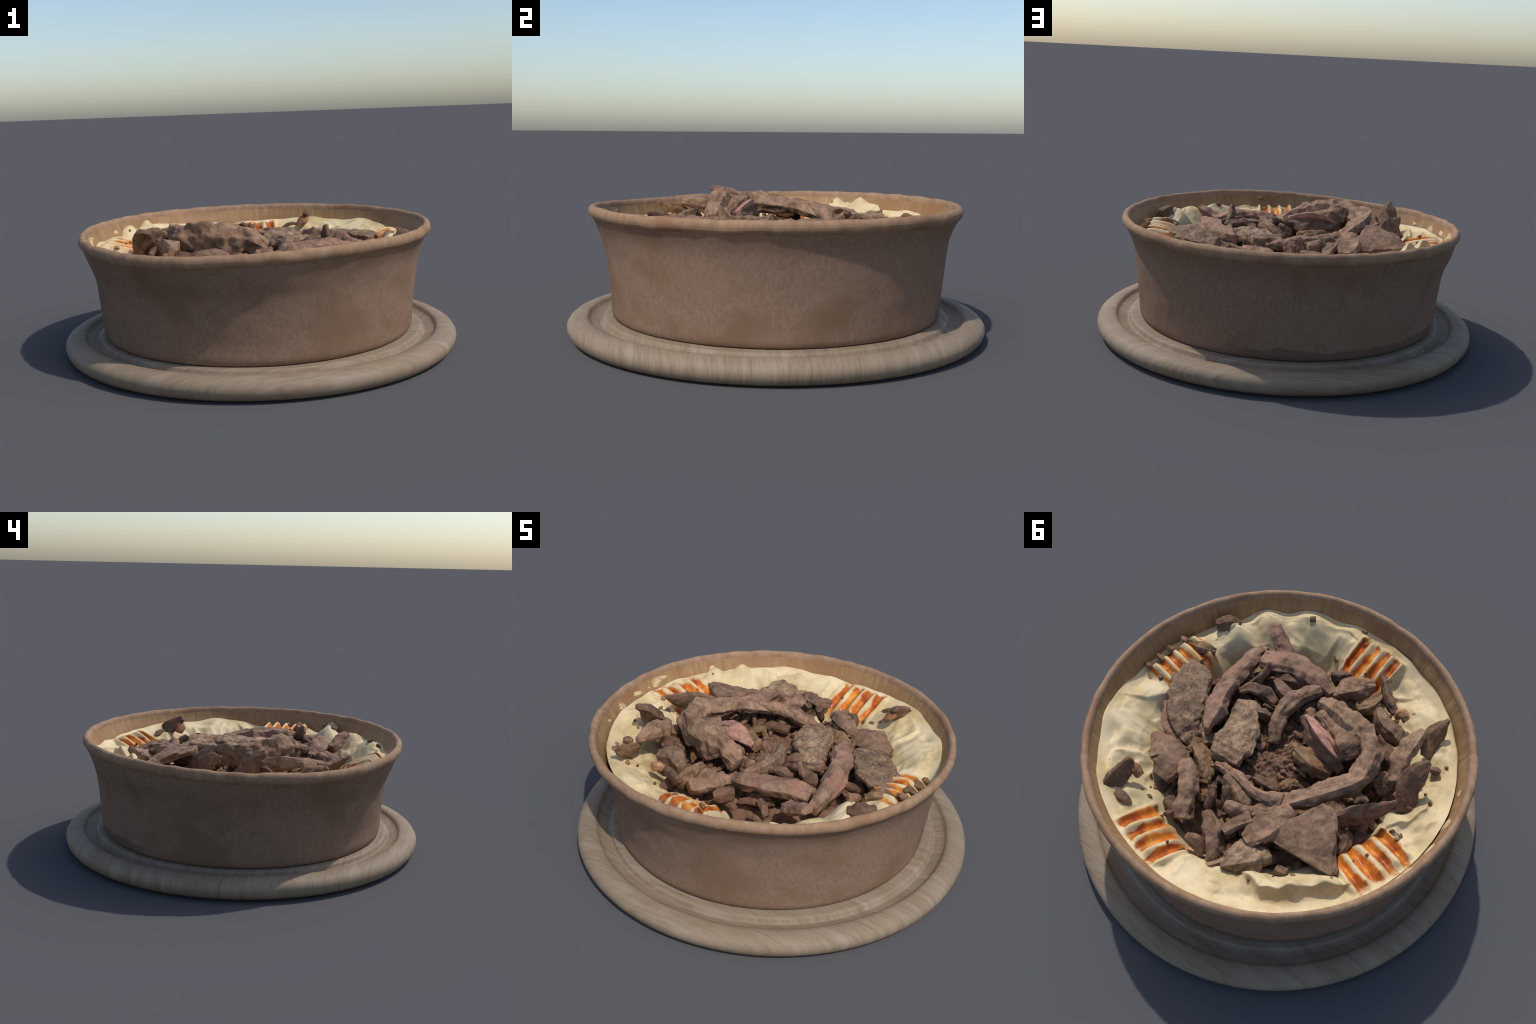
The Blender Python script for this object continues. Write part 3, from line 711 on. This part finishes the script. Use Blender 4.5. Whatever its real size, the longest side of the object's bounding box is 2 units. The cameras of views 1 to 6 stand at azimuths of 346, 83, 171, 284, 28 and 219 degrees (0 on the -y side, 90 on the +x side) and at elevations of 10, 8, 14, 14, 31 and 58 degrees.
    V = np.vstack([V, P[0] - tan[0] * 0.0, P[-1]])
    a, b = len(V) - 2, len(V) - 1
    last = (len(P) - 1) * m
    F += [(i, a, (i + 1) % m) for i in range(m)]
    F += [(last + i, last + (i + 1) % m, b) for i in range(m)]
    me = mesh_from("meat", V, F)
    return me


def crumb_mesh(seed, subdiv=3):
    bm = bmesh.new()
    bmesh.ops.create_icosphere(bm, subdivisions=subdiv, radius=1.0)
    co = np.array([v.co[:] for v in bm.verts])
    s = np.random.default_rng(seed)
    co = co * (1 + 0.45 * fbm(co * 1.1 + seed * 7.7, 2)[:, None] + 0.25 * ridged(co * 2.2 + seed, 2)[:, None] * 0.5)
    for _ in range(4):                       # a few knife cuts
        d = s.normal(size=3)
        d /= np.linalg.norm(d)
        h = s.uniform(0.45, 0.8)
        over = np.maximum(co @ d - h, 0)
        co -= over[:, None] * d * 0.85
    for v, c in zip(bm.verts, co):
        v.co = c
    me = bpy.data.meshes.new("meat_crumb")
    bm.to_mesh(me)
    bm.free()
    me.polygons.foreach_set("use_smooth", [True] * len(me.polygons))
    return me


# outline of the meat heap: azimuth (degrees) -> radius
HEAP = [(-180, 0.63), (-150, 0.66), (-130, 0.63), (-111, 0.60), (-84, 0.56), (-66, 0.55), (-51, 0.56), (-35, 0.56), (-19, 0.61), (0, 0.61), (25, 0.58),
        (42, 0.58), (62, 0.57), (80, 0.58), (108, 0.62), (130, 0.61), (151, 0.61), (180, 0.63)]


def heap_radius(az):
    a, r = zip(*HEAP)
    return np.interp(az, a, r)


def build_meat():
    e = thing("shredded_beef", (CX, CY, 0.42), "heap of torn brown beef strips, slabs and crumbs", "meat")
    brown = dict(spot=(0.085, 0.046, 0.034))
    mats = {
        "meat": mat_meat("roast_beef", (0.122, 0.069, 0.041), (0.223, 0.133, 0.083), (0.306, 0.193, 0.121), rose=(0.273, 0.150, 0.097), rose_amt=0.5, **brown),
        "meat_dark": mat_meat("seared_beef", (0.083, 0.046, 0.028), (0.158, 0.090, 0.058), (0.233, 0.138, 0.087), rose=(0.183, 0.090, 0.056), rose_amt=0.5, **brown),
        "meat_pink": mat_meat("medium_beef", (0.162, 0.090, 0.060), (0.273, 0.159, 0.102), (0.350, 0.216, 0.142), rose=(0.355, 0.177, 0.121), rose_amt=0.7, **brown),
        "meat_brown": mat_meat("browned_beef", (0.101, 0.056, 0.030), (0.195, 0.114, 0.061), (0.294, 0.180, 0.099), rose=(0.223, 0.110, 0.049), rose_amt=0.5, **brown),
        "meat_mottled": mat_meat("coarse_beef", (0.101, 0.060, 0.035), (0.227, 0.147, 0.089), (0.345, 0.230, 0.140), rose=(0.211, 0.112, 0.068), rose_amt=0.4, mottle=0.75, **brown),
        "pink": mat_meat("rare_beef", (0.26, 0.14, 0.095), (0.42, 0.225, 0.165), (0.52, 0.31, 0.23), rose=(0.50, 0.24, 0.18), rose_amt=0.7, spot=(0.16, 0.085, 0.06), mottle=0.12),
        "amber": mat_meat("oily_beef_scrap", (0.17, 0.075, 0.035), (0.30, 0.15, 0.07), (0.42, 0.26, 0.14), rose=(0.28, 0.095, 0.045), rose_amt=0.6, spot=(0.09, 0.04, 0.02)),
    }
    # bed of packed meat under the loose pieces
    nu, nr = 300, 150
    th = np.linspace(-np.pi, np.pi, nu, endpoint=False)
    t = np.linspace(0.0, 1.0, nr) ** 0.9
    Rr = heap_radius(np.degrees(th))
    R, T = t[:, None] * Rr[None, :], np.repeat(th[None, :], nr, 0)
    X, Y = CX + R * np.cos(T), CY + R * np.sin(T)
    q = np.stack([X, Y, 0 * X], -1)
    Z = 0.395 + 0.05 * np.exp(-((X / 0.20) ** 2 + ((Y - 0.03) / 0.22) ** 2)) + fbm(q * 7, 3) * 0.026 + ridged(q * 15, 3) * 0.012 + 0.012 * np.exp(-(R / 0.3) ** 2) * ridged(q * 30, 2) - 0.035 * smooth(0.72, 1.0, t)[:, None] + 0.004 * fbm(q * 50, 1)
    for px, py, ps in ((0.05, 0.29, 0.09), (-0.45, -0.33, 0.10), (0.36, 0.40, 0.06), (0.18, 0.46, 0.08), (0.02, 0.50, 0.08), (0.10, -0.45, 0.10), (-0.50, -0.25, 0.08)):
        Z = Z - 0.045 * np.exp(-(((X - px) ** 2 + (Y - py) ** 2) / ps ** 2))          # dark hollows
    V = np.stack([X, Y, Z], -1).reshape(-1, 3)
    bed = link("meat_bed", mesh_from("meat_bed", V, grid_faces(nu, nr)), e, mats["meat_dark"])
    bed["kind"] = "stuff"
    names = {"strip": "meat_strip", "slab": "meat_slab", "chunk": "meat_chunk"}
    for i, (kind, mat, tilt, rough, st) in enumerate(PIECES):
        me = loft_piece(kind, tilt, rough, st, i + 1)
        link(names[kind], me, e, mats[mat])
    # torn scraps packed between the large pieces
    fill = np.random.default_rng(21)
    for i in range(95):
        az = fill.uniform(-180, 180)
        rr = heap_radius(az) * math.sqrt(fill.uniform(0.02, 0.90))
        a, h = math.radians(az), fill.uniform(0, 2 * math.pi)
        if rr < 0.22:
            rr += 0.22
        ln, w = fill.uniform(0.07, 0.17), fill.uniform(0.012, 0.028)
        th = w * fill.uniform(0.4, 0.9)
        lift = fill.uniform(-0.035, 0.035)
        top = 0.462 + fill.uniform(-0.035, 0.03) - 0.03 * (rr > 0.5) - 0.005 * (rr < 0.2)
        x, y = CX + rr * math.cos(a), CY + rr * math.sin(a)
        bend = fill.uniform(-0.5, 0.5)
        st = []
        for t, wf in ((-0.5, fill.uniform(0.3, 0.8)), (0.0, 1.0), (0.5, fill.uniform(0.2, 0.8))):
            st.append((x + ln * t * math.cos(h + bend * t), y + ln * t * math.sin(h + bend * t), top - th + lift * t * 2, w * wf, th * (0.6 + 0.4 * wf)))
        kind = ("strip", "slab", "strip", "chunk")[i % 4]
        mat = ("meat_dark", "meat_dark", "meat_brown", "meat", "meat_dark", "meat_dark", "meat")[i % 7]  # mostly darkened colours, so gaps between large pieces look shadowed
        link(names[kind], loft_piece(kind, fill.uniform(-60, 60), fill.uniform(0.6, 1.4), st, 200 + i), e, mats[mat])
    # small crumbs, one by one in the hollow of the heap and round its edge
    shapes = [crumb_mesh(k) for k in range(6)]
    for k, s in enumerate(shapes):
        s.materials.append(mats[("meat", "meat_brown", "meat_dark", "meat_brown", "meat", "meat_mottled")[k]])
    rng = np.random.default_rng(5)
    for i in range(190):
        az = rng.uniform(-180, 180)
        rim = heap_radius(az)
        if i < 80:
            rr, s = 0.27 * math.sqrt(rng.uniform()), rng.uniform(0.009, 0.024)
            x, y = CX - 0.0 + rr * math.cos(math.radians(az)), 0.02 + rr * math.sin(math.radians(az))
            z = 0.450 + rng.uniform(-0.015, 0.025)
        elif i < 140:
            rr, s = rim * rng.uniform(0.45, 0.93), rng.uniform(0.016, 0.038)
            x, y = CX + rr * math.cos(math.radians(az)), CY + rr * math.sin(math.radians(az))
            z = 0.408 + rng.uniform(-0.02, 0.03)
        else:
            rr, s = min(rim * rng.uniform(0.97, 1.18), 0.77), rng.uniform(0.006, 0.015)
            x, y = CX + rr * math.cos(math.radians(az)), CY + rr * math.sin(math.radians(az))
            z = float(hummus_height(np.array([x]), np.array([y]))[0]) + s * 0.15
        ob = link("meat_crumb", shapes[i % 6], e)
        ob.location = (x, y, z)
        ob.rotation_euler = tuple(rng.uniform(0, 6.28, 3))
        ob.scale = (s * rng.uniform(0.8, 1.5), s * rng.uniform(0.7, 1.2), s * rng.uniform(0.6, 1.0))
    return e


build_board()
build_bowl()
build_hummus()
build_meat()
